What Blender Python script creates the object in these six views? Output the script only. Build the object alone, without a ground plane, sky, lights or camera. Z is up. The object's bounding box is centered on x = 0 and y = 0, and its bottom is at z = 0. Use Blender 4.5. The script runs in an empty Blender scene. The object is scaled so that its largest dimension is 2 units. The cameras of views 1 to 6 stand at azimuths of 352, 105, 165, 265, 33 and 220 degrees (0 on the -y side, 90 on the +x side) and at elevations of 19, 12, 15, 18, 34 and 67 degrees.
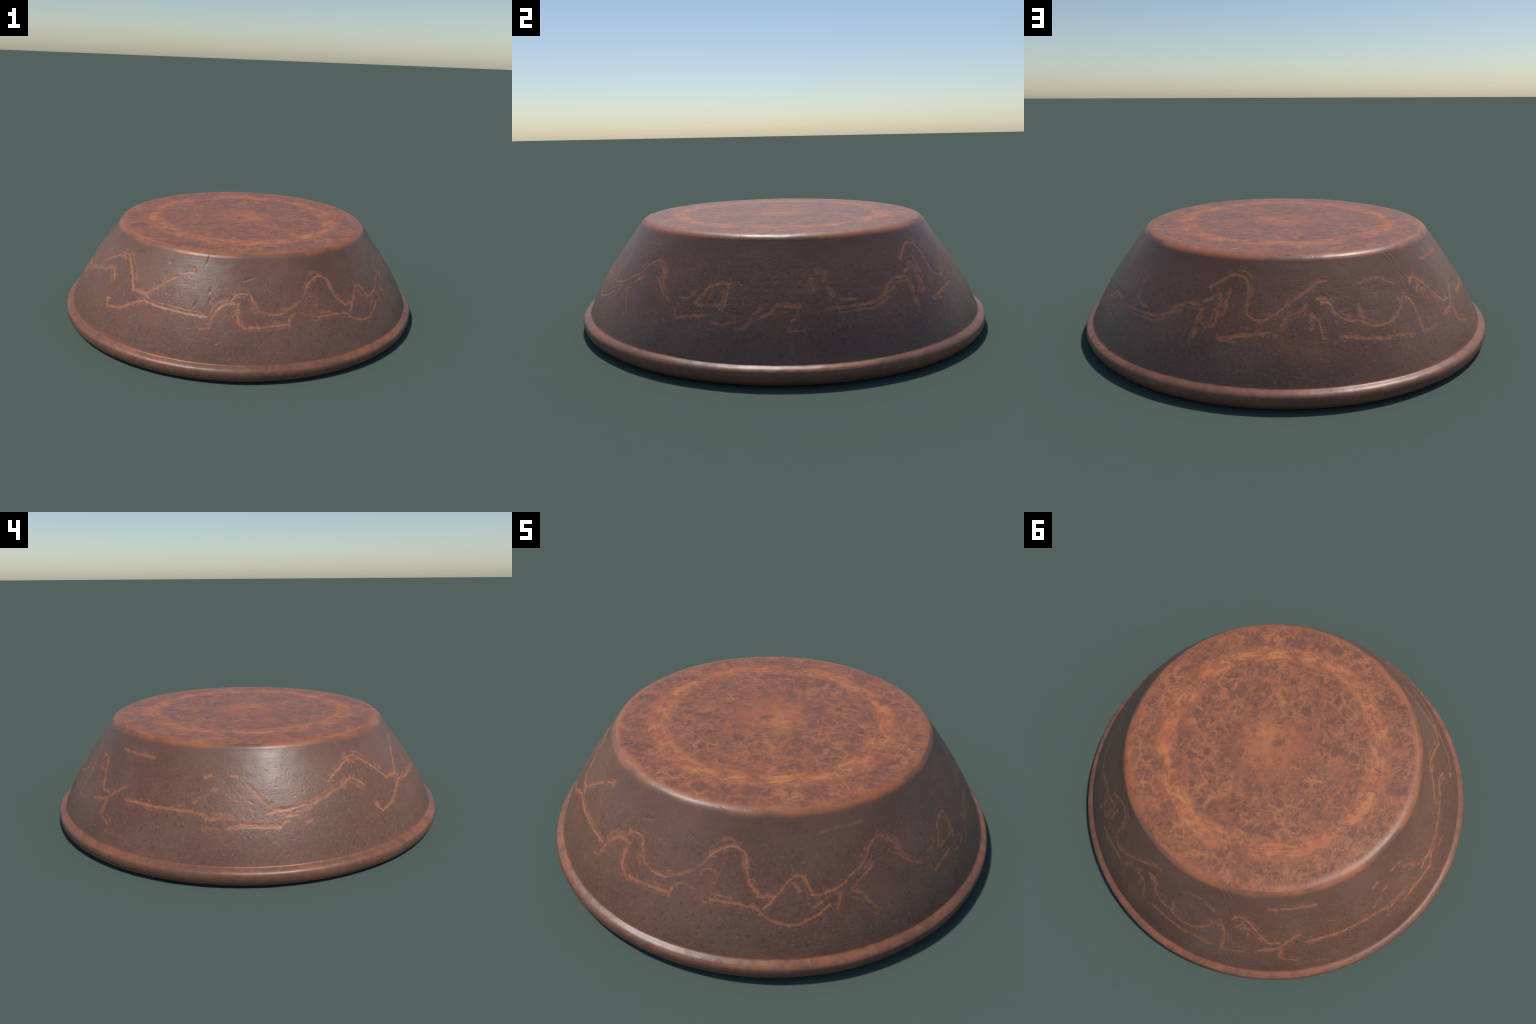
import bpy, math, random
import numpy as np

# ---------------------------------------------------------------- overturned pottery bowl
# A body of revolution standing on its rim: rolled rim, sloping bellied wall, flat base on top.
# The brown wall carries a band of scratched wavy lines that show the orange clay beneath.
# Azimuth: 0 degrees on the -y side, 90 degrees on +x.
random.seed(11)
rng = np.random.default_rng(11)
AROUND = 2304                           # vertices per ring
CELL = 0.0026                           # row spacing on the wall
LEAN = (0.0012, 0.0019)                 # the axis leans very slightly


# ---------------------------------------------------------------- profile (radius, height)
def bezier(p0, p1, p2, n):
    t = np.linspace(0, 1, n)[:, None]
    return (1 - t) ** 2 * np.array(p0) + 2 * t * (1 - t) * np.array(p1) + t * t * np.array(p2)


def spline(points, n):
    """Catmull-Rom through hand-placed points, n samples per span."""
    p = np.array(points, float)
    p = np.vstack([2 * p[0] - p[1], p, 2 * p[-1] - p[-2]])
    out = []
    for i in range(1, len(p) - 2):
        t = np.linspace(0, 1, n, endpoint=False)[:, None]
        a, b, c, d = p[i - 1], p[i], p[i + 1], p[i + 2]
        out.append(0.5 * (2 * b + (c - a) * t + (2 * a - 5 * b + 4 * c - d) * t ** 2 + (3 * b - a - 3 * c + d) * t ** 3))
    out.append(p[-2][None])
    return np.vstack(out)


def even_steps(line, step):
    """The same line resampled at equal arc length."""
    s = np.concatenate([[0], np.cumsum(np.linalg.norm(np.diff(line, axis=0), axis=1))])
    t = np.linspace(0, s[-1], int(round(s[-1] / step)) + 1)
    return np.stack([np.interp(t, s, line[:, 0]), np.interp(t, s, line[:, 1])], 1)


BASE_HEIGHT = 0.5144
base_flat = np.stack([np.linspace(0.0, 0.6438, 44), np.full(44, BASE_HEIGHT)], 1)
corner = bezier((0.6438, BASE_HEIGHT), (0.6859, BASE_HEIGHT), (0.7008, 0.4879), 22)
WALL_TOP, WALL_FOOT = np.array((0.7008, 0.4879)), np.array((0.9628, 0.0830))
t = np.linspace(0, 1, 110)[:, None]
out = np.array((WALL_TOP[1] - WALL_FOOT[1], WALL_FOOT[0] - WALL_TOP[0]))
out /= np.linalg.norm(out)
flank = WALL_TOP + (WALL_FOOT - WALL_TOP) * t + out * (0.0140 * 4 * t * (1 - t) + 0.0060 * 10.4 * t * (1 - t) * (t - 0.5))
wall_line = even_steps(np.vstack([corner[10:], flank[1:]]), CELL)
rim_line = spline([(0.9628, 0.0830), (0.9642, 0.0806), (0.9668, 0.0784), (0.9715, 0.0765), (0.9800, 0.0737), (0.9875, 0.0702), (0.9938, 0.0652), (0.9980, 0.0580), (1.0000, 0.0440),
                   (0.9962, 0.0260), (0.9860, 0.0110), (0.9690, 0.0028), (0.9480, 0.0000), (0.9360, 0.0035), (0.9270, 0.0160), (0.9220, 0.0340)], 4)
inside_line = spline([(0.9220, 0.0340), (0.9060, 0.0800), (0.8740, 0.1600), (0.8250, 0.2480), (0.7600, 0.3420), (0.6850, 0.4280),
                      (0.6400, 0.4620), (0.5700, 0.4740), (0.3000, 0.4760), (0.0000, 0.4760)], 4)

profile, owner = [], []                 # owner[i]: the part of the strip between ring i-1 and ring i
for name, pts in [("base", base_flat), ("base", corner[1:11]), ("wall", wall_line[1:]), ("rim", rim_line[1:]), ("inside", inside_line[1:])]:
    profile += list(pts)
    owner += [name] * len(pts)
profile, owner = np.array(profile), np.array(owner)
_rising = wall_line[::-1]


def wall_radius(z):
    return np.interp(z, _rising[:, 1], _rising[:, 0])


_slant = np.concatenate([[0], np.cumsum(np.linalg.norm(np.diff(_rising, axis=0), axis=1))])


def slant(z):
    """Distance along the wall from the rim up to height z."""
    return np.interp(z, _rising[:, 1], _slant)


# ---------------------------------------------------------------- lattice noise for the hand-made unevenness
def lattice(p, seed):
    def corner_value(i):
        h = (i[..., 0] * 374761393 + i[..., 1] * 668265263 + i[..., 2] * 2147483647 + seed * 1274126177) & 0xFFFFFFFF
        h = ((h ^ (h >> 13)) * 1103515245) & 0xFFFFFFFF
        return ((h ^ (h >> 16)) & 0xFFFF) / 32767.5 - 1.0
    i = np.floor(p).astype(np.int64)
    f = p - i
    f = f * f * (3 - 2 * f)
    total = 0.0
    for a in (0, 1):
        for b in (0, 1):
            for c in (0, 1):
                wgt = (f[..., 0] if a else 1 - f[..., 0]) * (f[..., 1] if b else 1 - f[..., 1]) * (f[..., 2] if c else 1 - f[..., 2])
                total = total + wgt * corner_value(i + np.array((a, b, c)))
    return total


# ---------------------------------------------------------------- the scratched lines: (state, width, strength, path of azimuth and height)
SCRATCHES = [
    # group: left of view 1 / right of view 4 (azimuth 275-350)
    ("worn", .010, .8, [(290.8, 0.355), (293.7, 0.378), (297.0, 0.398), (299.4, 0.412), (301.8, 0.415), (303.8, 0.402)]),
    ("worn", .011, .9, [(299.9, 0.424), (302.1, 0.427), (304.3, 0.426), (307.2, 0.405), (310.7, 0.371), (313.7, 0.329), (315.1, 0.307)]),
    ("worn", .017, .7, [(282.7, 0.281), (285.6, 0.296), (288.8, 0.308), (291.7, 0.320), (294.3, 0.328), (296.5, 0.338)]),
    ("worn", .011, .85, [(296.5, 0.338), (298.4, 0.350), (300.1, 0.349), (302.1, 0.333), (303.8, 0.312)]),
    ("worn", .009, .8, [(306.1, 0.236), (305.2, 0.233), (305.5, 0.223), (306.9, 0.204)]),
    ("worn", .012, .9, [(315.4, 0.310), (318.6, 0.309), (320.7, 0.311), (322.7, 0.331), (324.6, 0.350), (326.5, 0.369), (328.5, 0.386), (330.2, 0.400)]),
    ("worn", .010, .8, [(332.7, 0.417), (334.2, 0.425), (336.2, 0.425)]),
    ("worn", .013, .8, [(335.8, 0.442), (336.4, 0.425)]),
    ("worn", .013, .8, [(321.2, 0.306), (322.5, 0.295)]),
    ("worn", .013, 1, [(320.8, 0.282), (324.1, 0.278), (327.1, 0.274), (331.3, 0.273), (335.7, 0.269), (339.9, 0.267), (343.1, 0.265)]),
    ("worn", .013, .9, [(307.7, 0.208), (310.8, 0.216), (313.7, 0.229), (316.1, 0.248), (318.2, 0.265), (320.5, 0.277)]),
    # azimuth 350-20
    ("worn", .010, .45, [(341.6, 0.216), (344.2, 0.223)]),
    ("worn", .016, .6, [(344.2, 0.224), (344.6, 0.257), (345.7, 0.289), (347.5, 0.311), (348.7, 0.319), (350.5, 0.321), (352.5, 0.322)]),
    ("worn", .012, .85, [(352.3, 0.321), (352.5, 0.294), (352.5, 0.270), (353.0, 0.248), (354.1, 0.234), (355.2, 0.226)]),
    ("worn", .014, 1, [(356.1, 0.231), (359.3, 0.232), (363.2, 0.234), (366.1, 0.238), (367.5, 0.239)]),
    ("worn", .013, .9, [(8.3, 0.255), (8.1, 0.231)]),
    ("worn", .011, .75, [(350.4, 0.337), (351.6, 0.352), (353.4, 0.360), (355.5, 0.359), (356.6, 0.351), (357.0, 0.334), (358.0, 0.315), (358.9, 0.297), (360.5, 0.287), (362.1, 0.280)]),
    ("worn", .009, .8, [(2.1, 0.278), (4.1, 0.278), (6.1, 0.279)]),
    ("worn", .022, .35, [(6.5, 0.294), (8.2, 0.300), (9.9, 0.300)]),
    ("worn", .014, .44, [(6.5, 0.282), (9.0, 0.300), (11.8, 0.315), (14.2, 0.338), (16.2, 0.368)]),
    ("worn", .012, .38, [(8.3, 0.262), (11.0, 0.278), (14.0, 0.272), (16.2, 0.256)]),
    ("worn", .008, .3, [(0.7, 0.373), (3.5, 0.369)]),
    # azimuth 20-60
    ("worn", .012, .9, [(16.4, 0.372), (17.8, 0.388), (20.3, 0.403), (22.1, 0.408), (23.9, 0.404), (25.5, 0.390), (26.0, 0.363), (26.4, 0.336), (26.9, 0.315), (28.1, 0.297), (29.0, 0.285), (29.8, 0.279)]),
    ("worn", .013, .85, [(29.1, 0.274), (30.8, 0.276), (32.4, 0.277)]),
    ("worn", .011, .8, [(30.4, 0.242), (31.7, 0.255), (32.9, 0.275), (34.2, 0.288), (35.3, 0.307), (36.6, 0.321), (37.7, 0.331), (39.0, 0.332), (40.1, 0.327), (40.6, 0.312), (41.2, 0.294), (41.6, 0.278)]),
    ("worn", .010, .55, [(37.5, 0.314), (38.0, 0.301), (38.8, 0.288)]),
    ("worn", .012, .85, [(41.6, 0.275), (44.0, 0.274), (46.4, 0.281), (48.6, 0.287), (50.3, 0.300)]),
    ("worn", .011, 1, [(18.0, 0.251), (21.2, 0.251), (24.4, 0.250), (27.4, 0.243)]),
    ("worn", .008, .55, [(16.4, 0.241), (17.9, 0.242)]),
    ("worn", .009, .5, [(18.1, 0.268), (20.7, 0.266), (22.9, 0.263)]),
    ("worn", .013, .95, [(27.6, 0.252), (29.0, 0.241), (30.4, 0.222), (32.4, 0.206), (34.4, 0.197), (36.4, 0.192), (38.4, 0.194), (40.5, 0.206), (42.5, 0.216), (44.1, 0.229), (45.6, 0.240)]),
    ("worn", .012, .7, [(41.4, 0.236), (42.8, 0.245), (44.5, 0.258), (45.9, 0.268)]),
    ("worn", .012, .6, [(48.2, 0.272), (48.1, 0.250), (47.3, 0.227)]),
    ("worn", .011, .55, [(45.7, 0.241), (47.4, 0.238)]),
    ("worn", .010, .45, [(14.7, 0.315), (15.3, 0.329), (16.4, 0.335), (17.8, 0.334), (18.7, 0.331), (19.3, 0.311), (18.5, 0.298), (18.0, 0.279)]),
    ("worn", .010, .4, [(15.9, 0.249), (15.9, 0.267), (15.4, 0.284)]),
    ("worn", .008, .3, [(44.4, 0.442), (48.5, 0.449), (53.2, 0.451), (58.5, 0.451)]),
    # azimuth 60-85
    ("worn", .012, .65, [(50.3, 0.301), (51.2, 0.309), (53.1, 0.320), (55.0, 0.332), (56.8, 0.353), (58.2, 0.373), (59.9, 0.388), (61.6, 0.396), (63.3, 0.392), (64.6, 0.378), (66.2, 0.355)]),
    ("worn", .012, .45, [(63.9, 0.343), (66.1, 0.322), (68.3, 0.297), (71.1, 0.272)]),
    ("worn", .013, .5, [(53.6, 0.290), (55.2, 0.304), (56.9, 0.316), (58.2, 0.327)]),
    ("worn", .014, .5, [(51.5, 0.269), (54.0, 0.248), (55.0, 0.226), (57.2, 0.190)]),
    ("worn", .030, .34, [(63.3, 0.387), (66.0, 0.370), (66.6, 0.343), (67.4, 0.316), (69.7, 0.288), (72.1, 0.268)]),
    # azimuth 85-110: small slanted box
    ("worn", .015, .5, [(80.2, 0.269), (81.1, 0.290), (82.1, 0.310), (83.2, 0.331), (84.6, 0.338), (86.8, 0.343), (88.8, 0.344)]),
    ("worn", .015, .5, [(88.6, 0.341), (88.7, 0.316), (88.6, 0.290), (88.2, 0.269)]),
    ("worn", .017, .55, [(81.3, 0.265), (84.0, 0.268), (86.8, 0.271)]),
    ("worn", .012, .4, [(84.0, 0.329), (84.3, 0.308), (83.9, 0.290)]),
    ("worn", .012, .46, [(86.9, 0.315), (86.5, 0.299), (86.0, 0.286)]),
    ("worn", .016, .4, [(87.6, 0.271), (87.7, 0.256)]),
    ("worn", .015, .46, [(75.0, 0.257), (75.0, 0.235), (75.7, 0.218)]),
    ("worn", .015, .65, [(76.0, 0.216), (78.5, 0.223), (80.6, 0.228), (83.4, 0.233)]),
    ("worn", .014, .46, [(75.2, 0.284), (77.3, 0.283), (78.6, 0.293), (79.4, 0.303)]),
    ("worn", .014, .45, [(86.1, 0.210), (88.6, 0.209), (90.8, 0.215), (91.7, 0.220)]),
    ("worn", .019, .45, [(92.2, 0.199), (93.7, 0.202), (94.9, 0.214), (95.7, 0.230), (96.4, 0.245), (97.4, 0.264), (97.7, 0.272)]),
    ("worn", .017, .5, [(97.6, 0.233), (98.8, 0.244), (100.2, 0.252), (100.8, 0.269), (101.4, 0.275), (103.3, 0.277), (105.0, 0.272), (107.3, 0.271)]),
    ("worn", .016, .35, [(107.1, 0.267), (106.7, 0.249), (105.7, 0.229), (104.9, 0.202)]),
    ("worn", .010, .4, [(104.6, 0.191), (106.3, 0.193), (108.3, 0.192)]),
    ("worn", .010, .25, [(108.7, 0.209), (108.6, 0.180)]),
    ("worn", .013, .40, [(111.0, 0.368), (111.0, 0.347), (111.6, 0.325)]),
    ("worn", .022, .42, [(113.4, 0.382), (115.0, 0.376), (115.0, 0.357), (115.5, 0.331), (116.4, 0.305)]),
    # azimuth 110-150
    ("worn", .016, .5, [(118.5, 0.288), (120.2, 0.285), (122.3, 0.283)]),
    ("worn", .015, .5, [(115.0, 0.260), (118.4, 0.260), (121.3, 0.262), (124.2, 0.263), (126.8, 0.265), (129.9, 0.277), (132.4, 0.291), (135.0, 0.306)]),
    ("worn", .013, .55, [(131.5, 0.292), (133.5, 0.312), (135.3, 0.330)]),
    ("worn", .014, .6, [(135.4, 0.334), (137.9, 0.333), (140.2, 0.332), (141.5, 0.330), (141.4, 0.313), (141.7, 0.290), (141.2, 0.272), (141.0, 0.250), (140.9, 0.227)]),
    ("worn", .012, .55, [(141.1, 0.344), (142.9, 0.353), (144.1, 0.370), (145.5, 0.380)]),
    ("worn", .014, .5, [(145.6, 0.380), (146.4, 0.356), (146.4, 0.331), (146.1, 0.307), (146.1, 0.280), (144.9, 0.268), (143.5, 0.263)]),
    ("worn", .014, .5, [(148.6, 0.392), (148.6, 0.371), (147.9, 0.358), (148.5, 0.333), (147.8, 0.316)]),
    # azimuth 150-180
    ("worn", .014, .75, [(142.2, 0.395), (144.3, 0.413), (146.2, 0.428), (148.2, 0.442), (150.1, 0.444), (152.2, 0.436), (153.4, 0.428), (154.0, 0.405), (154.3, 0.376), (154.4, 0.347), (154.6, 0.323), (155.6, 0.307), (157.7, 0.301), (159.7, 0.305), (161.1, 0.316), (162.6, 0.329), (164.1, 0.344), (165.7, 0.357), (167.5, 0.372), (169.4, 0.385), (171.7, 0.402), (174.0, 0.420), (175.4, 0.426), (176.8, 0.426)]),
    ("worn", .018, .8, [(147.9, 0.233), (150.4, 0.239), (152.6, 0.247), (155.1, 0.253), (157.5, 0.258), (159.1, 0.256)]),
    ("worn", .009, .55, [(148.2, 0.227), (152.5, 0.228)]),
    ("worn", .010, .5, [(159.1, 0.263), (160.8, 0.264)]),
    ("worn", .014, .6, [(163.7, 0.286), (164.7, 0.304), (166.2, 0.320), (167.9, 0.326), (169.6, 0.336), (170.4, 0.349)]),
    ("worn", .015, .46, [(162.0, 0.253), (163.0, 0.278), (163.8, 0.288)]),
    ("worn", .028, .5, [(171.7, 0.316), (171.7, 0.296), (171.3, 0.276)]),
    ("worn", .012, .55, [(172.4, 0.312), (173.5, 0.291), (173.8, 0.264), (174.2, 0.242)]),
    ("worn", .015, .65, [(173.6, 0.368), (175.6, 0.369), (176.7, 0.358)]),
    # azimuth 180-225
    ("worn", .013, .75, [(174.6, 0.357), (176.4, 0.355), (177.3, 0.343), (177.7, 0.326), (178.9, 0.310), (180.3, 0.297), (181.8, 0.289), (183.6, 0.290), (185.2, 0.283), (186.5, 0.273), (188.0, 0.263), (190.4, 0.263), (192.6, 0.266), (194.3, 0.274), (196.3, 0.287), (197.8, 0.306), (199.5, 0.331), (200.9, 0.335), (202.2, 0.325), (203.1, 0.306), (203.1, 0.282), (203.2, 0.258), (203.0, 0.227), (202.8, 0.203)]),
    ("worn", .013, .48, [(187.2, 0.406), (189.0, 0.416), (191.7, 0.417), (193.9, 0.418), (195.9, 0.417)]),
    ("worn", .010, .4, [(195.5, 0.408), (197.2, 0.395), (198.9, 0.386)]),
    ("worn", .012, .8, [(205.4, 0.374), (206.7, 0.388), (208.8, 0.385), (210.4, 0.370), (212.1, 0.348), (213.4, 0.322), (215.2, 0.293), (216.7, 0.272), (219.7, 0.274)]),
    ("worn", .010, .65, [(206.7, 0.339), (208.1, 0.354), (209.4, 0.350), (209.2, 0.332), (208.9, 0.311)]),
    ("worn", .018, .6, [(185.2, 0.338), (185.1, 0.319), (185.3, 0.297), (185.4, 0.282)]),
    ("worn", .016, .65, [(178.7, 0.244), (180.6, 0.239), (182.8, 0.234), (185.1, 0.227), (187.3, 0.224), (189.4, 0.221), (191.8, 0.220), (194.5, 0.219), (197.3, 0.213), (199.4, 0.207)]),
    ("worn", .022, .4, [(203.4, 0.204), (207.2, 0.204), (209.0, 0.211)]),
    ("worn", .016, .3, [(206.5, 0.242), (209.5, 0.240)]),
    # azimuth 225-275
    ("worn", .015, .75, [(216.9, 0.437), (222.2, 0.437), (226.1, 0.436), (229.6, 0.437), (232.5, 0.437)]),
    ("worn", .015, .85, [(213.7, 0.230), (216.8, 0.239), (218.9, 0.244), (221.0, 0.261), (222.5, 0.279)]),
    ("worn", .012, .7, [(223.2, 0.279), (224.2, 0.298), (226.0, 0.309)]),
    ("worn", .014, .65, [(219.2, 0.240), (220.4, 0.225), (219.5, 0.207), (220.0, 0.189), (221.3, 0.177), (223.0, 0.169), (224.3, 0.160)]),
    ("worn", .015, .9, [(227.8, 0.265), (231.5, 0.267), (235.2, 0.267), (238.6, 0.267), (242.3, 0.267), (245.6, 0.267), (248.7, 0.267), (251.8, 0.263)]),
    ("worn", .014, .22, [(224.1, 0.131), (227.6, 0.133), (230.9, 0.131), (233.0, 0.128)]),
    ("worn", .022, .7, [(254.9, 0.248), (257.1, 0.252), (260.0, 0.255), (262.0, 0.254)]),
    ("worn", .015, .55, [(252.2, 0.263), (254.6, 0.259)]),
    ("worn", .019, .9, [(261.0, 0.220), (263.7, 0.224), (266.8, 0.225), (269.2, 0.224), (271.9, 0.223), (274.3, 0.220)]),
    ("worn", .013, .7, [(274.4, 0.224), (275.6, 0.237), (276.7, 0.239)]),
    ("worn", .012, .7, [(263.9, 0.234), (266.7, 0.231)]),
    ("worn", .012, .85, [(276.4, 0.256), (279.3, 0.256)]),
    ("worn", .011, .8, [(270.9, 0.265), (272.6, 0.271), (275.2, 0.274), (277.7, 0.274)]),
    ("worn", .011, .65, [(272.7, 0.281), (276.8, 0.280), (280.3, 0.285), (282.5, 0.290)]),
    ("worn", .019, .4, [(250.3, 0.301), (252.1, 0.315), (253.9, 0.328), (255.4, 0.342), (257.0, 0.350)]),
    ("worn", .016, .55, [(252.8, 0.390), (254.6, 0.396)]),
    ("worn", .010, .55, [(261.1, 0.397), (263.5, 0.396), (265.3, 0.394)]),
    ("worn", .015, .46, [(265.7, 0.366), (267.7, 0.346), (269.0, 0.326), (270.5, 0.306), (271.8, 0.294), (272.7, 0.300)]),
    ("worn", .013, .45, [(281.1, 0.230), (282.9, 0.232)]),
    ("worn", .028, .25, [(260.0, 0.250), (260.6, 0.226)]),
    ("worn", .012, .5, [(258.5, 0.273), (259.0, 0.261)]),
    ("worn", .026, .2, [(254.2, 0.212), (256.5, 0.212), (258.3, 0.210)]),
]

# many lines were gone over twice: a fainter second line beside part of the first
for state, width, strength, path in list(SCRATCHES):
    if strength >= 0.5 and len(path) >= 4 and rng.random() < 0.75:
        first = int(rng.integers(0, max(1, len(path) // 3)))
        last = len(path) - int(rng.integers(0, max(1, len(path) // 3)))
        side, rise = rng.choice((-1, 1)) * rng.uniform(0.5, 1.2), rng.choice((-1, 1)) * rng.uniform(0.008, 0.018)
        SCRATCHES.append(("faint", 0.010, rng.uniform(0.30, 0.46), [(az + side + rng.normal(0, 0.25), z + rise + rng.normal(0, 0.002)) for az, z in path[first:last]]))

# nicks and tool marks pressed into the wall: azimuth, height, length, width, tilt (degrees from level), depth
NICKS = [
    (338.7, 0.302, 0.030, 0.010, 70, 0.0022), (343.0, 0.362, 0.022, 0.010, 80, 0.0022), (343.5, 0.328, 0.030, 0.009, 85, 0.0018),
    (340.3, 0.480, 0.045, 0.006, 78, 0.0020), (356.0, 0.414, 0.050, 0.011, 18, 0.0020), (11.0, 0.411, 0.040, 0.008, -38, 0.0014),
    (19.2, 0.490, 0.060, 0.009, -50, 0.0016), (30.1, 0.475, 0.070, 0.010, -62, 0.0014), (32.9, 0.358, 0.034, 0.012, -55, 0.0020),
    (53.0, 0.293, 0.018, 0.008, 40, 0.0012), (201.4, 0.478, 0.046, 0.009, -60, 0.0011), (203.9, 0.476, 0.050, 0.009, -60, 0.0010),
    (199.6, 0.474, 0.030, 0.008, -60, 0.0007), (203.5, 0.411, 0.048, 0.006, -72, 0.0013), (201.4, 0.363, 0.034, 0.006, -72, 0.0012),
    (231.4, 0.304, 0.014, 0.013, 0, 0.0024), (225.8, 0.368, 0.024, 0.009, 60, 0.0014), (233.2, 0.179, 0.020, 0.010, 50, 0.0014),
    (240.4, 0.208, 0.046, 0.009, -20, 0.0014), (346.9, 0.165, 0.030, 0.010, 35, 0.0016), (8.0, 0.170, 0.026, 0.007, 60, 0.0012),
    (310.0, 0.452, 0.060, 0.044, 20, 0.0042), (309.2, 0.469, 0.022, 0.014, 0, -0.0022), (326.0, 0.452, 0.022, 0.016, 60, 0.0018), (313.5, 0.470, 0.030, 0.014, -20, 0.0015),
]


# ---------------------------------------------------------------- materials
class Nodes:
    def __init__(self, name):
        self.mat = bpy.data.materials.new(name)
        self.mat.use_nodes = True
        self.tree = self.mat.node_tree
        self.bsdf = self.tree.nodes["Principled BSDF"]
        self.at = self.node("ShaderNodeTexCoord").outputs["Object"]

    def node(self, kind, **settings):
        n = self.tree.nodes.new(kind)
        for k, v in settings.items():
            setattr(n, k, v)
        return n

    def put(self, value, socket):
        if isinstance(value, bpy.types.NodeSocket):
            self.tree.links.new(value, socket)
        else:
            socket.default_value = value

    def math(self, op, a, b=0.0, c=0.0, clamp=False):
        n = self.node("ShaderNodeMath", operation=op, use_clamp=clamp)
        for v, s in zip((a, b, c), n.inputs):
            self.put(v, s)
        return n.outputs[0]

    def vec(self, op, a, b=(0, 0, 0), scale=None):
        n = self.node("ShaderNodeVectorMath", operation=op)
        self.put(a, n.inputs[0])
        if op != "LENGTH" and op != "SCALE":
            self.put(b, n.inputs[1])
        if scale is not None:
            self.put(scale, n.inputs["Scale"])
        return n.outputs["Value"] if op in ("LENGTH", "DISTANCE", "DOT_PRODUCT") else n.outputs[0]

    def noise(self, scale, detail=4.0, rough=0.55, at=None, shift=(0, 0, 0), distort=0.0, stretch=None):
        src = self.vec("ADD", at or self.at, shift)
        if stretch:
            src = self.vec("MULTIPLY", src, stretch)
        n = self.node("ShaderNodeTexNoise")
        self.put(src, n.inputs["Vector"])
        n.inputs["Scale"].default_value, n.inputs["Detail"].default_value = scale, detail
        n.inputs["Roughness"].default_value, n.inputs["Distortion"].default_value = rough, distort
        return n.outputs["Fac"]

    def step(self, value, lo, hi):
        n = self.node("ShaderNodeMapRange", interpolation_type="SMOOTHSTEP")
        self.put(value, n.inputs["Value"])
        n.inputs["From Min"].default_value, n.inputs["From Max"].default_value = lo, hi
        return n.outputs["Result"]

    def mix(self, fac, a, b, blend="MIX"):
        n = self.node("ShaderNodeMix", data_type="RGBA", blend_type=blend)
        self.put(fac, n.inputs["Factor"])
        for v, s in ((a, n.inputs["A"]), (b, n.inputs["B"])):
            self.put((*v, 1) if isinstance(v, tuple) else v, s)
        return n.outputs["Result"]

    def split(self, v=None):
        n = self.node("ShaderNodeSeparateXYZ")
        self.put(v or self.at, n.inputs[0])
        return n.outputs

    def finish(self, colour, rough, height, strength=0.3, distance=0.01, spec=0.5):
        self.put(colour, self.bsdf.inputs["Base Color"])
        self.put(rough, self.bsdf.inputs["Roughness"])
        self.bsdf.inputs["Specular IOR Level"].default_value = spec
        b = self.node("ShaderNodeBump")
        self.put(height, b.inputs["Height"])
        b.inputs["Strength"].default_value, b.inputs["Distance"].default_value = strength, distance
        self.put(b.outputs[0], self.bsdf.inputs["Normal"])
        return self.mat


SLIP = (0.150, 0.072, 0.046)            # dark brown slip of the wall
SLIP_PALE = (0.186, 0.094, 0.063)
SLIP_DARK = (0.088, 0.044, 0.034)
CLAY = (0.415, 0.138, 0.060)            # orange fired clay where the slip is worn off
CLAY_PALE = (0.540, 0.225, 0.110)
RUSSET = (0.250, 0.088, 0.050)


def wall_colour(n):
    """Brown slip with faint clouds, russet stains in the middle band and fine specks."""
    x, y, z = n.split()
    col = n.mix(n.math("MULTIPLY", n.step(n.noise(3.2, 4, 0.6), 0.40, 0.68), 0.9), SLIP, SLIP_PALE)
    col = n.mix(n.math("MULTIPLY", n.step(n.noise(5.5, 5, 0.6, shift=(3, 7, 1)), 0.5, 0.72), 0.22), col, SLIP_DARK)
    fine = n.noise(75, 3, 0.7)
    specks = n.math("SUBTRACT", 1.0, n.math("MULTIPLY", n.step(z, 0.36, 0.46), 0.6))
    col = n.mix(n.math("MULTIPLY", n.math("MULTIPLY", n.step(fine, 0.53, 0.68), 0.55), specks), col, (0.250, 0.130, 0.092))
    col = n.mix(n.math("MULTIPLY", n.math("MULTIPLY", n.step(n.noise(62, 3, 0.7, shift=(9, 2, 4)), 0.55, 0.69), 0.58), specks), col, (0.070, 0.034, 0.026))
    band = n.math("MULTIPLY", n.step(z, 0.11, 0.22), n.math("SUBTRACT", 1.0, n.step(z, 0.29, 0.42)))
    stain = n.step(n.noise(7.5, 5, 0.68, shift=(1, 4, 9)), 0.48, 0.66)
    col = n.mix(n.math("MULTIPLY", n.math("MULTIPLY", band, stain), 0.33), col, RUSSET)
    return col, fine, z


def wall_relief(n, fine, z):
    pits = n.step(n.noise(55, 2, 0.6, shift=(2, 8, 3)), 0.28, 0.44)
    h = n.math("ADD", n.math("MULTIPLY", pits, 0.45), n.math("MULTIPLY", fine, 0.5))
    h = n.math("MULTIPLY", h, n.math("SUBTRACT", 1.0, n.math("MULTIPLY", n.step(z, 0.34, 0.46), 0.7)))
    turning = n.noise(9, 4, 0.6, shift=(5, 5, 0), stretch=(0.5, 0.5, 5.0))
    h = n.math("ADD", h, n.math("MULTIPLY", turning, 0.5))
    rough = n.math("ADD", 0.345, n.math("MULTIPLY", n.noise(7, 4, 0.6, shift=(6, 1, 1)), 0.14))
    return h, rough


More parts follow.
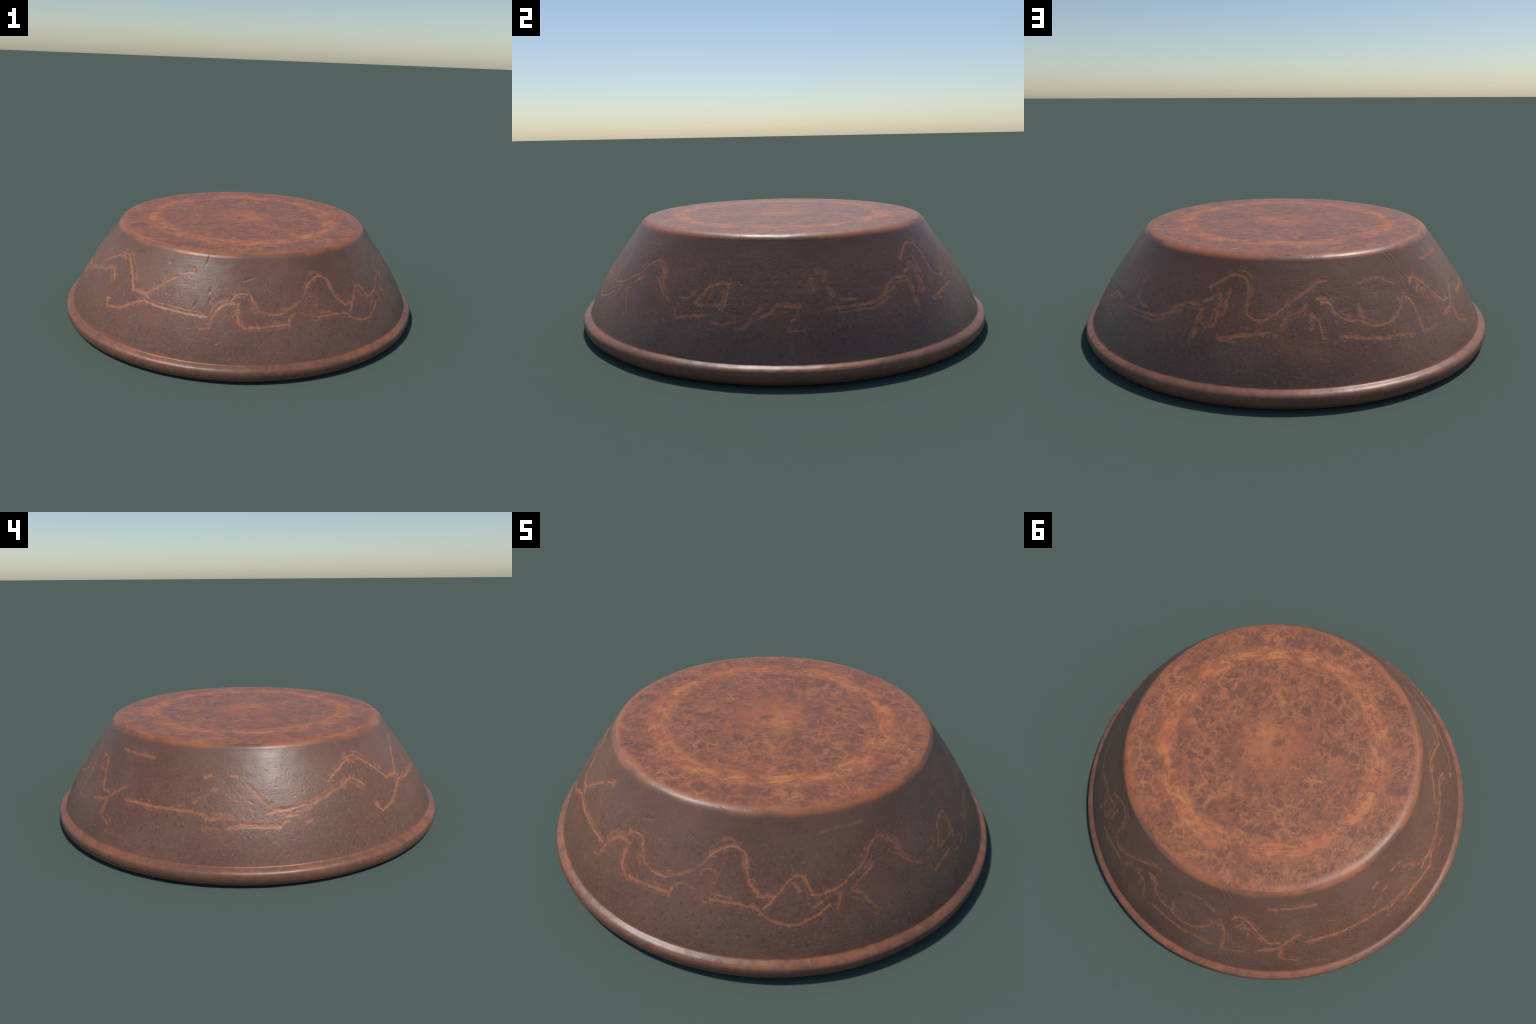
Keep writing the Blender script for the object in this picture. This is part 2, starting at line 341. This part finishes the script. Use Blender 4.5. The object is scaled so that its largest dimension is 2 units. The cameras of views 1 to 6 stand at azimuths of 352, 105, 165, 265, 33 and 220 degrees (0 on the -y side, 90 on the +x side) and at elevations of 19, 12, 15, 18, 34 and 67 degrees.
def wall_material():
    n = Nodes("brown_slip")
    col, fine, z = wall_colour(n)
    # worn shoulder: clay shows in places along the edge of the base
    edge = n.math("ADD", z, n.math("MULTIPLY", n.math("SUBTRACT", n.noise(4, 4, 0.6), 0.5), 0.020))
    col = n.mix(n.math("MULTIPLY", n.math("MULTIPLY", n.step(edge, 0.480, 0.506), n.step(n.noise(3.0, 3, 0.6, shift=(4, 4, 4)), 0.36, 0.56)), 0.8), col, (0.385, 0.128, 0.056))
    # rubbed foot of the wall, next to the rim
    foot = n.math("SUBTRACT", 1.0, n.step(n.math("ADD", z, n.math("MULTIPLY", n.math("SUBTRACT", n.noise(14, 4, 0.65), 0.5), 0.03)), 0.078, 0.100))
    col = n.mix(n.math("MULTIPLY", foot, n.math("MULTIPLY", n.step(n.noise(2.2, 3, 0.6, shift=(0, 2, 0)), 0.35, 0.6), 0.7)), col, RUSSET)
    h, rough = wall_relief(n, fine, z)
    return n.finish(col, rough, h, 0.22, 0.006)


def scratch_material(name, amount):
    """Wall slip scratched away: the clay shows through by the given amount, unevenly."""
    n = Nodes(name)
    col, fine, z = wall_colour(n)
    broken = n.math("ADD", amount - 0.30, n.math("MULTIPLY", n.step(n.noise(30, 4, 0.65, shift=(2, 2, 7)), 0.36, 0.58), 0.42), clamp=True)
    clay = n.mix(n.math("MULTIPLY", n.step(n.noise(45, 3, 0.7, shift=(1, 6, 2)), 0.5, 0.7), 0.5), CLAY, CLAY_PALE)
    clay = n.mix(n.math("MULTIPLY", n.step(n.noise(8, 3, 0.6, shift=(8, 6, 2)), 0.5, 0.7), 0.6), clay, (0.34, 0.15, 0.065))
    col = n.mix(broken, col, clay)
    h, rough = wall_relief(n, fine, z)
    rough = n.math("ADD", rough, 0.08)
    return n.finish(col, rough, h, 0.22, 0.006)


def base_material():
    n = Nodes("worn_clay_base")
    x, y, z = n.split()
    r = n.math("SQRT", n.math("ADD", n.math("MULTIPLY", x, x), n.math("MULTIPLY", y, y)))
    wob = n.math("ADD", r, n.math("MULTIPLY", n.math("SUBTRACT", n.noise(4.5, 4, 0.6), 0.5), 0.07))
    ring = n.math("SUBTRACT", 1.0, n.step(n.math("ABSOLUTE", n.math("SUBTRACT", wob, 0.502)), 0.010, 0.080))
    hub = n.math("SUBTRACT", 1.0, n.step(wob, 0.06, 0.27))
    lip = n.step(wob, 0.630, 0.668)
    # fibrous clay showing between patches of slip
    warp = n.vec("SCALE", n.vec("SUBTRACT", colour_noise(n, 6.0), (0.5, 0.5, 0.5)), scale=0.07)
    at = n.vec("ADD", n.at, warp)
    crackle = n.node("ShaderNodeTexVoronoi", feature="DISTANCE_TO_EDGE")
    n.put(n.vec("ADD", n.at, n.vec("SCALE", n.vec("SUBTRACT", colour_noise(n, 11.0), (0.5, 0.5, 0.5)), scale=0.135)), crackle.inputs["Vector"])
    crackle.inputs["Scale"].default_value = 14
    f2 = n.math("ABSOLUTE", n.math("SUBTRACT", n.noise(21, 3, 0.65, at=at, shift=(5, 2, 0)), 0.5))
    web = n.math("MULTIPLY", n.math("SUBTRACT", 1.0, n.step(crackle.outputs["Distance"], 0.0, 0.21)), n.step(n.noise(13, 4, 0.7, shift=(7, 3, 0)), 0.36, 0.56))
    turn = n.math("ARCTAN2", y, x)
    swirl = n.node("ShaderNodeCombineXYZ")
    n.put(n.math("MULTIPLY", wob, 9.0), swirl.inputs[0])
    n.put(n.math("MULTIPLY", n.math("ABSOLUTE", turn), 1.1), swirl.inputs[1])
    n.put(n.math("MULTIPLY", y, 0.5), swirl.inputs[2])
    streak = n.step(n.noise(4.5, 4, 0.65, at=swirl.outputs[0]), 0.38, 0.56)
    fibre = n.math("MULTIPLY", n.math("SUBTRACT", 1.0, n.step(f2, 0.0, 0.080)), n.step(n.noise(7, 3, 0.6, shift=(2, 9, 0)), 0.32, 0.54))
    patch = n.step(n.noise(8, 6, 0.70, at=at, shift=(1, 3, 0)), 0.545, 0.65)
    outer = n.step(wob, 0.50, 0.56)
    zone = n.math("MAXIMUM", n.math("MAXIMUM", n.math("MULTIPLY", ring, n.math("ADD", 0.50, n.math("MULTIPLY", streak, 0.65))), n.math("MULTIPLY", hub, 0.70)), n.math("MULTIPLY", lip, 0.55))
    zone = n.math("MULTIPLY", zone, n.step(n.noise(11, 5, 0.70, at=at, shift=(8, 8, 0)), 0.34, 0.52))
    amount = n.math("MAXIMUM", n.math("MULTIPLY", web, 0.66), n.math("MULTIPLY", fibre, 0.44))
    amount = n.math("MAXIMUM", amount, n.math("MULTIPLY", patch, n.math("ADD", 0.36, n.math("MULTIPLY", outer, 0.26))))
    amount = n.math("MAXIMUM", amount, zone)
    amount = n.math("MULTIPLY", amount, n.math("ADD", 0.06, n.math("MULTIPLY", n.noise(24, 5, 0.78, at=at, shift=(4, 1, 0)), 1.70)), clamp=True)
    dark = n.mix(n.step(n.noise(16, 5, 0.70, at=at, shift=(6, 2, 0)), 0.36, 0.66), (0.158, 0.066, 0.042), (0.215, 0.084, 0.049))
    clay = n.mix(n.step(n.noise(6, 4, 0.6, shift=(3, 9, 0)), 0.38, 0.66), (0.425, 0.126, 0.050), (0.500, 0.175, 0.060))
    col = n.mix(amount, dark, clay)
    thread = n.math("MULTIPLY", n.step(n.noise(42, 3, 0.65, at=at, shift=(1, 1, 4)), 0.53, 0.66), n.step(n.noise(9, 3, 0.6, shift=(2, 6, 0)), 0.42, 0.62))
    col = n.mix(n.math("MULTIPLY", thread, 0.28), col, CLAY_PALE)
    col = n.mix(n.math("MULTIPLY", n.step(n.noise(52, 3, 0.7, at=at, shift=(3, 0, 3)), 0.55, 0.70), 0.45), col, (0.14, 0.060, 0.042))
    h = n.math("ADD", n.math("MULTIPLY", amount, 0.6), n.math("MULTIPLY", n.noise(40, 4, 0.65, at=at), 0.7))
    rough = n.math("ADD", 0.40, n.math("MULTIPLY", amount, 0.14))
    return n.finish(col, rough, h, 0.20, 0.006)


def colour_noise(n, scale):
    t = n.node("ShaderNodeTexNoise")
    n.put(n.at, t.inputs["Vector"])
    t.inputs["Scale"].default_value, t.inputs["Detail"].default_value = scale, 4
    return t.outputs["Color"]


def rim_material():
    n = Nodes("worn_clay_rim")
    col = n.mix(n.step(n.noise(5, 4, 0.6), 0.35, 0.68), (0.150, 0.069, 0.043), (0.198, 0.086, 0.050))
    col = n.mix(n.math("MULTIPLY", n.step(n.noise(50, 4, 0.7, shift=(3, 3, 3)), 0.50, 0.68), 0.35), col, (0.36, 0.130, 0.070))
    col = n.mix(n.math("MULTIPLY", n.step(n.noise(45, 4, 0.7, shift=(7, 1, 5)), 0.50, 0.66), 0.50), col, (0.115, 0.052, 0.038))
    x, y, z = n.split()
    rubbed = n.math("MULTIPLY", n.step(z, 0.060, 0.068), n.step(n.noise(2.2, 3, 0.6, shift=(0, 2, 0)), 0.42, 0.62))
    col = n.mix(n.math("MULTIPLY", rubbed, n.math("MULTIPLY", n.step(n.noise(22, 4, 0.7), 0.35, 0.6), 0.6)), col, (0.36, 0.118, 0.056))
    facets = n.node("ShaderNodeTexVoronoi")
    n.put(n.at, facets.inputs["Vector"])
    facets.inputs["Scale"].default_value = 14
    h = n.math("ADD", n.math("MULTIPLY", n.noise(70, 3, 0.65), 0.25), n.math("MULTIPLY", facets.outputs["Distance"], 1.6))
    rough = n.math("ADD", 0.33, n.math("MULTIPLY", n.noise(9, 4, 0.6), 0.16))
    return n.finish(col, rough, h, 0.16, 0.006)


def inside_material():
    n = Nodes("brown_slip_inside")
    col = n.mix(n.step(n.noise(4, 4, 0.6), 0.4, 0.65), SLIP, SLIP_PALE)
    return n.finish(col, 0.45, n.noise(50, 4, 0.6), 0.2, 0.006)


MATERIALS = {"base": base_material(), "wall": wall_material(), "rim": rim_material(), "inside": inside_material()}
FRESH, WORN, FAINT, TRACE = (scratch_material(name, amount) for name, amount in
                             (("scratch_fresh", 0.74), ("scratch_worn", 0.52), ("scratch_faint", 0.34), ("scratch_trace", 0.20)))


# ---------------------------------------------------------------- the bowl: one smooth surface, split into parts
angles = np.linspace(0, 2 * math.pi, AROUND, endpoint=False)
count = len(profile)
tangent = np.gradient(profile, axis=0)
outward = np.stack([-tangent[:, 1], tangent[:, 0]], 1)
outward /= np.linalg.norm(outward, axis=1)[:, None] + 1e-12
if outward[len(base_flat) // 2, 1] < 0:
    outward *= -1


def ring_points(r, z):
    """Points of the leaning bowl for arrays of radius and height (rings x around)."""
    return np.stack([r * np.sin(angles) + LEAN[0] * z, -r * np.cos(angles) + LEAN[1] * z, z], -1)


r0 = np.repeat(profile[:, :1], AROUND, 1)
z0 = np.repeat(profile[:, 1:], AROUND, 1)
p0 = ring_points(r0, z0)
push = 0.0010 * lattice(p0 * 3.1 + 40, 1) + 0.0010 * lattice(p0 * 8.0 + 40, 2) + 0.0004 * lattice(p0 * 26.0 + 90, 3)
push[owner == "inside"] = 0.0
push[0] = 0.0
push *= np.clip(z0 / 0.05, 0, 1)
push[profile[:, 0] < 0.02] = 0.0

wall_rows = np.flatnonzero(owner == "wall")
wall_rows = np.concatenate([[wall_rows[0] - 1], wall_rows])
w_az = np.degrees(angles)
w_z = profile[wall_rows, 1]
w_r = profile[wall_rows, 0]
w_s = slant(w_z)


def segment_distance(u, v, path):
    """Distance from points (u, v) to a polyline, in metres on the wall."""
    best = np.full(np.shape(u), 9.0)
    for (au, av), (bu, bv) in zip(path[:-1], path[1:]):
        du, dv = bu - au, bv - av
        t = np.clip(((u - au) * du + (v - av) * dv) / (du * du + dv * dv + 1e-12), 0, 1)
        best = np.minimum(best, np.hypot(u - au - t * du, v - av - t * dv))
    return best


# nicks, then small random pits
dents = list(NICKS)
for _ in range(150):
    dents.append((rng.uniform(0, 360), rng.uniform(0.10, 0.40), rng.uniform(0.004, 0.012), rng.uniform(0.005, 0.008), rng.uniform(-90, 90), rng.uniform(0.0004, 0.0011)))
for az, z, length, width, tilt, depth in dents:
    r = wall_radius(z)
    da = (w_az - az + 180) % 360 - 180
    cols = np.flatnonzero(np.abs(np.radians(da)) * r < length + width)
    rows = np.flatnonzero(np.abs(w_s - slant(z)) < length + width)
    u = np.radians(da[cols])[None, :] * r
    v = (w_s[rows] - slant(z))[:, None]
    c, s = math.cos(math.radians(tilt)), math.sin(math.radians(tilt))
    along, across = u * c + v * s, -u * s + v * c
    push[np.ix_(wall_rows[rows], cols)] -= depth * np.exp(-(along / (0.5 * length + 0.002)) ** 2 - (across / (0.5 * width)) ** 2)

# scratched lines: which cells of the wall they claim, and how deep they cut
cell_owner = np.full((len(wall_rows) - 1, AROUND), -1)
cell_state = np.zeros_like(cell_owner)
cell_best = np.full(cell_owner.shape, 9.0)
c_z = 0.5 * (w_z[1:] + w_z[:-1])
c_s = 0.5 * (w_s[1:] + w_s[:-1])
c_az = w_az + 180.0 / AROUND
ragged = 0.5 * lattice(np.stack(np.broadcast_arrays(c_s[:, None] / 0.011, (np.radians(c_az) * 0.85 / 0.011)[None, :], 0.5), -1), 7) \
    + 0.5 * lattice(np.stack(np.broadcast_arrays(c_s[:, None] / 0.004, (np.radians(c_az) * 0.85 / 0.006)[None, :], 0.5), -1), 8)
for k, (state, width, strength, path) in enumerate(SCRATCHES):
    line = spline(path, 6) if len(path) > 2 else np.array(path, float)
    mid = line[:, 0].mean()
    z_mid = line[:, 1].mean()
    r = wall_radius(z_mid)
    route = np.stack([np.radians(line[:, 0] - mid) * r, slant(line[:, 1])], 1)
    reach = width + 0.012
    for az, s, is_cell in ((c_az, c_s, True), (w_az, w_s, False)):
        da = np.radians((az - mid + 180) % 360 - 180) * r
        cols = np.flatnonzero((da > route[:, 0].min() - reach) & (da < route[:, 0].max() + reach))
        rows = np.flatnonzero((s > route[:, 1].min() - reach) & (s < route[:, 1].max() + reach))
        u, v = np.broadcast_arrays(da[cols][None, :], s[rows][:, None])
        if not is_cell:                 # cut of the groove
            d = segment_distance(u, v, route)
            push[np.ix_(wall_rows[rows], cols)] -= 0.0011 * strength * np.clip(1 - (d / (0.6 * width)) ** 2, 0, 1)
            continue
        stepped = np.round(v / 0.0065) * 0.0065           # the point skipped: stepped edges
        d = 0.45 * segment_distance(u, v, route) + 0.55 * segment_distance(u, stepped, route)
        idx = np.ix_(rows, cols)
        q = d / (0.37 * width * (1 + 0.80 * ragged[idx]))
        margin = 1 + 0.0070 / width
        dust = (q < 1 + (0.0065 + 0.040 * strength) / width * (0.5 + ragged[idx])) & (ragged[idx] > 0.12)      # flecks rubbed off beside the line
        claim = ((q < margin) | dust) & (q < cell_best[idx])
        if strength < 0.5:
            claim &= ragged[idx] > 0.02 - 0.9 * strength
        cell_best[idx] = np.where(claim, q, cell_best[idx])
        cell_owner[idx] = np.where(claim, k, cell_owner[idx])
        cell_state[idx] = np.where(claim, (q >= 1).astype(int) + (q >= margin), cell_state[idx])

grid = ring_points(r0 + outward[:, :1] * push, z0 + outward[:, 1:] * push)
grid[..., 2] -= grid[..., 2].min()

du = np.roll(grid, -1, 1) - np.roll(grid, 1, 1)
dv = np.gradient(grid, axis=0)
normals = np.cross(dv, du)
normals /= np.maximum(np.linalg.norm(normals, axis=2, keepdims=True), 1e-12)
if normals[5, 0, 2] < 0:
    normals *= -1
normals[0], normals[-1] = (0, 0, 1), (0, 0, -1)
flat_verts, flat_norms = grid.reshape(-1, 3), normals.reshape(-1, 3)

bowl = bpy.data.objects.new("pottery_bowl", None)
bowl["label"] = "upside-down brown pottery bowl with scratched orange wavy lines"
bowl["category"] = "bowl"
bowl.empty_display_size = 0.2
bpy.context.scene.collection.objects.link(bowl)


def new_part(name, quads, material, parent, slots=None, pole=None):
    """A mesh from quads (indices into the grid); pole: triangles as a second index array."""
    loops = quads.reshape(-1)
    sizes = np.full(len(quads), 4)
    if pole is not None:
        loops = np.concatenate([loops, pole.reshape(-1)])
        sizes = np.concatenate([sizes, np.full(len(pole), 3)])
    used, local = np.unique(loops, return_inverse=True)
    me = bpy.data.meshes.new(name)
    me.vertices.add(len(used))
    me.vertices.foreach_set("co", flat_verts[used].astype(np.float32).reshape(-1))
    me.loops.add(len(local))
    me.loops.foreach_set("vertex_index", local.astype(np.int32))
    me.polygons.add(len(sizes))
    me.polygons.foreach_set("loop_start", np.concatenate([[0], np.cumsum(sizes)[:-1]]).astype(np.int32))
    for m in material:
        me.materials.append(m)
    if slots is not None:
        me.polygons.foreach_set("material_index", slots.astype(np.int32))
    me.update(calc_edges=True)
    me.polygons.foreach_set("use_smooth", np.ones(len(sizes), bool))
    me.normals_split_custom_set_from_vertices(flat_norms[used].tolist())
    ob = bpy.data.objects.new(name, me)
    bpy.context.scene.collection.objects.link(ob)
    ob.parent = parent
    return ob


def strip(first, last):
    """Quads between ring first and ring last."""
    i = np.arange(first, last)[:, None] * AROUND
    j = np.arange(AROUND)[None, :]
    q = (j + 1) % AROUND
    return np.stack([i + j, i + AROUND + j, i + AROUND + q, i + q], -1).reshape(-1, 4)


ring = np.arange(AROUND)
after = (ring + 1) % AROUND
for part in ("base", "wall", "rim", "inside"):
    rows = np.flatnonzero(owner == part)
    first, last = rows[0] - (part != "base"), rows[-1]
    if part == "base":
        new_part(part, strip(1, last), [MATERIALS[part]], bowl, pole=np.stack([np.zeros(AROUND, int), AROUND + ring, AROUND + after], 1))
    elif part == "inside":
        low = (last - 1) * AROUND
        new_part(part, strip(first, last - 1), [MATERIALS[part]], bowl, pole=np.stack([np.full(AROUND, last * AROUND), low + after, low + ring], 1))
    elif part == "rim":
        new_part(part, strip(first, last), [MATERIALS[part]], bowl)
    else:
        quads = strip(first, last)
        owners, states = cell_owner.reshape(-1), cell_state.reshape(-1)
        wall = new_part("wall", quads[owners < 0], [MATERIALS["wall"]], bowl)
        for k, (state, width, strength, path) in enumerate(SCRATCHES):
            mine = owners == k
            if not mine.any():
                continue
            pair = [FRESH, WORN] if strength >= 0.78 else [WORN, FAINT] if strength >= 0.5 else [FAINT, TRACE] if strength >= 0.33 else [TRACE, TRACE]
            pair.append(FAINT if strength >= 0.6 else TRACE)
            new_part("scratched_line", quads[mine], pair, wall, slots=states[mine])
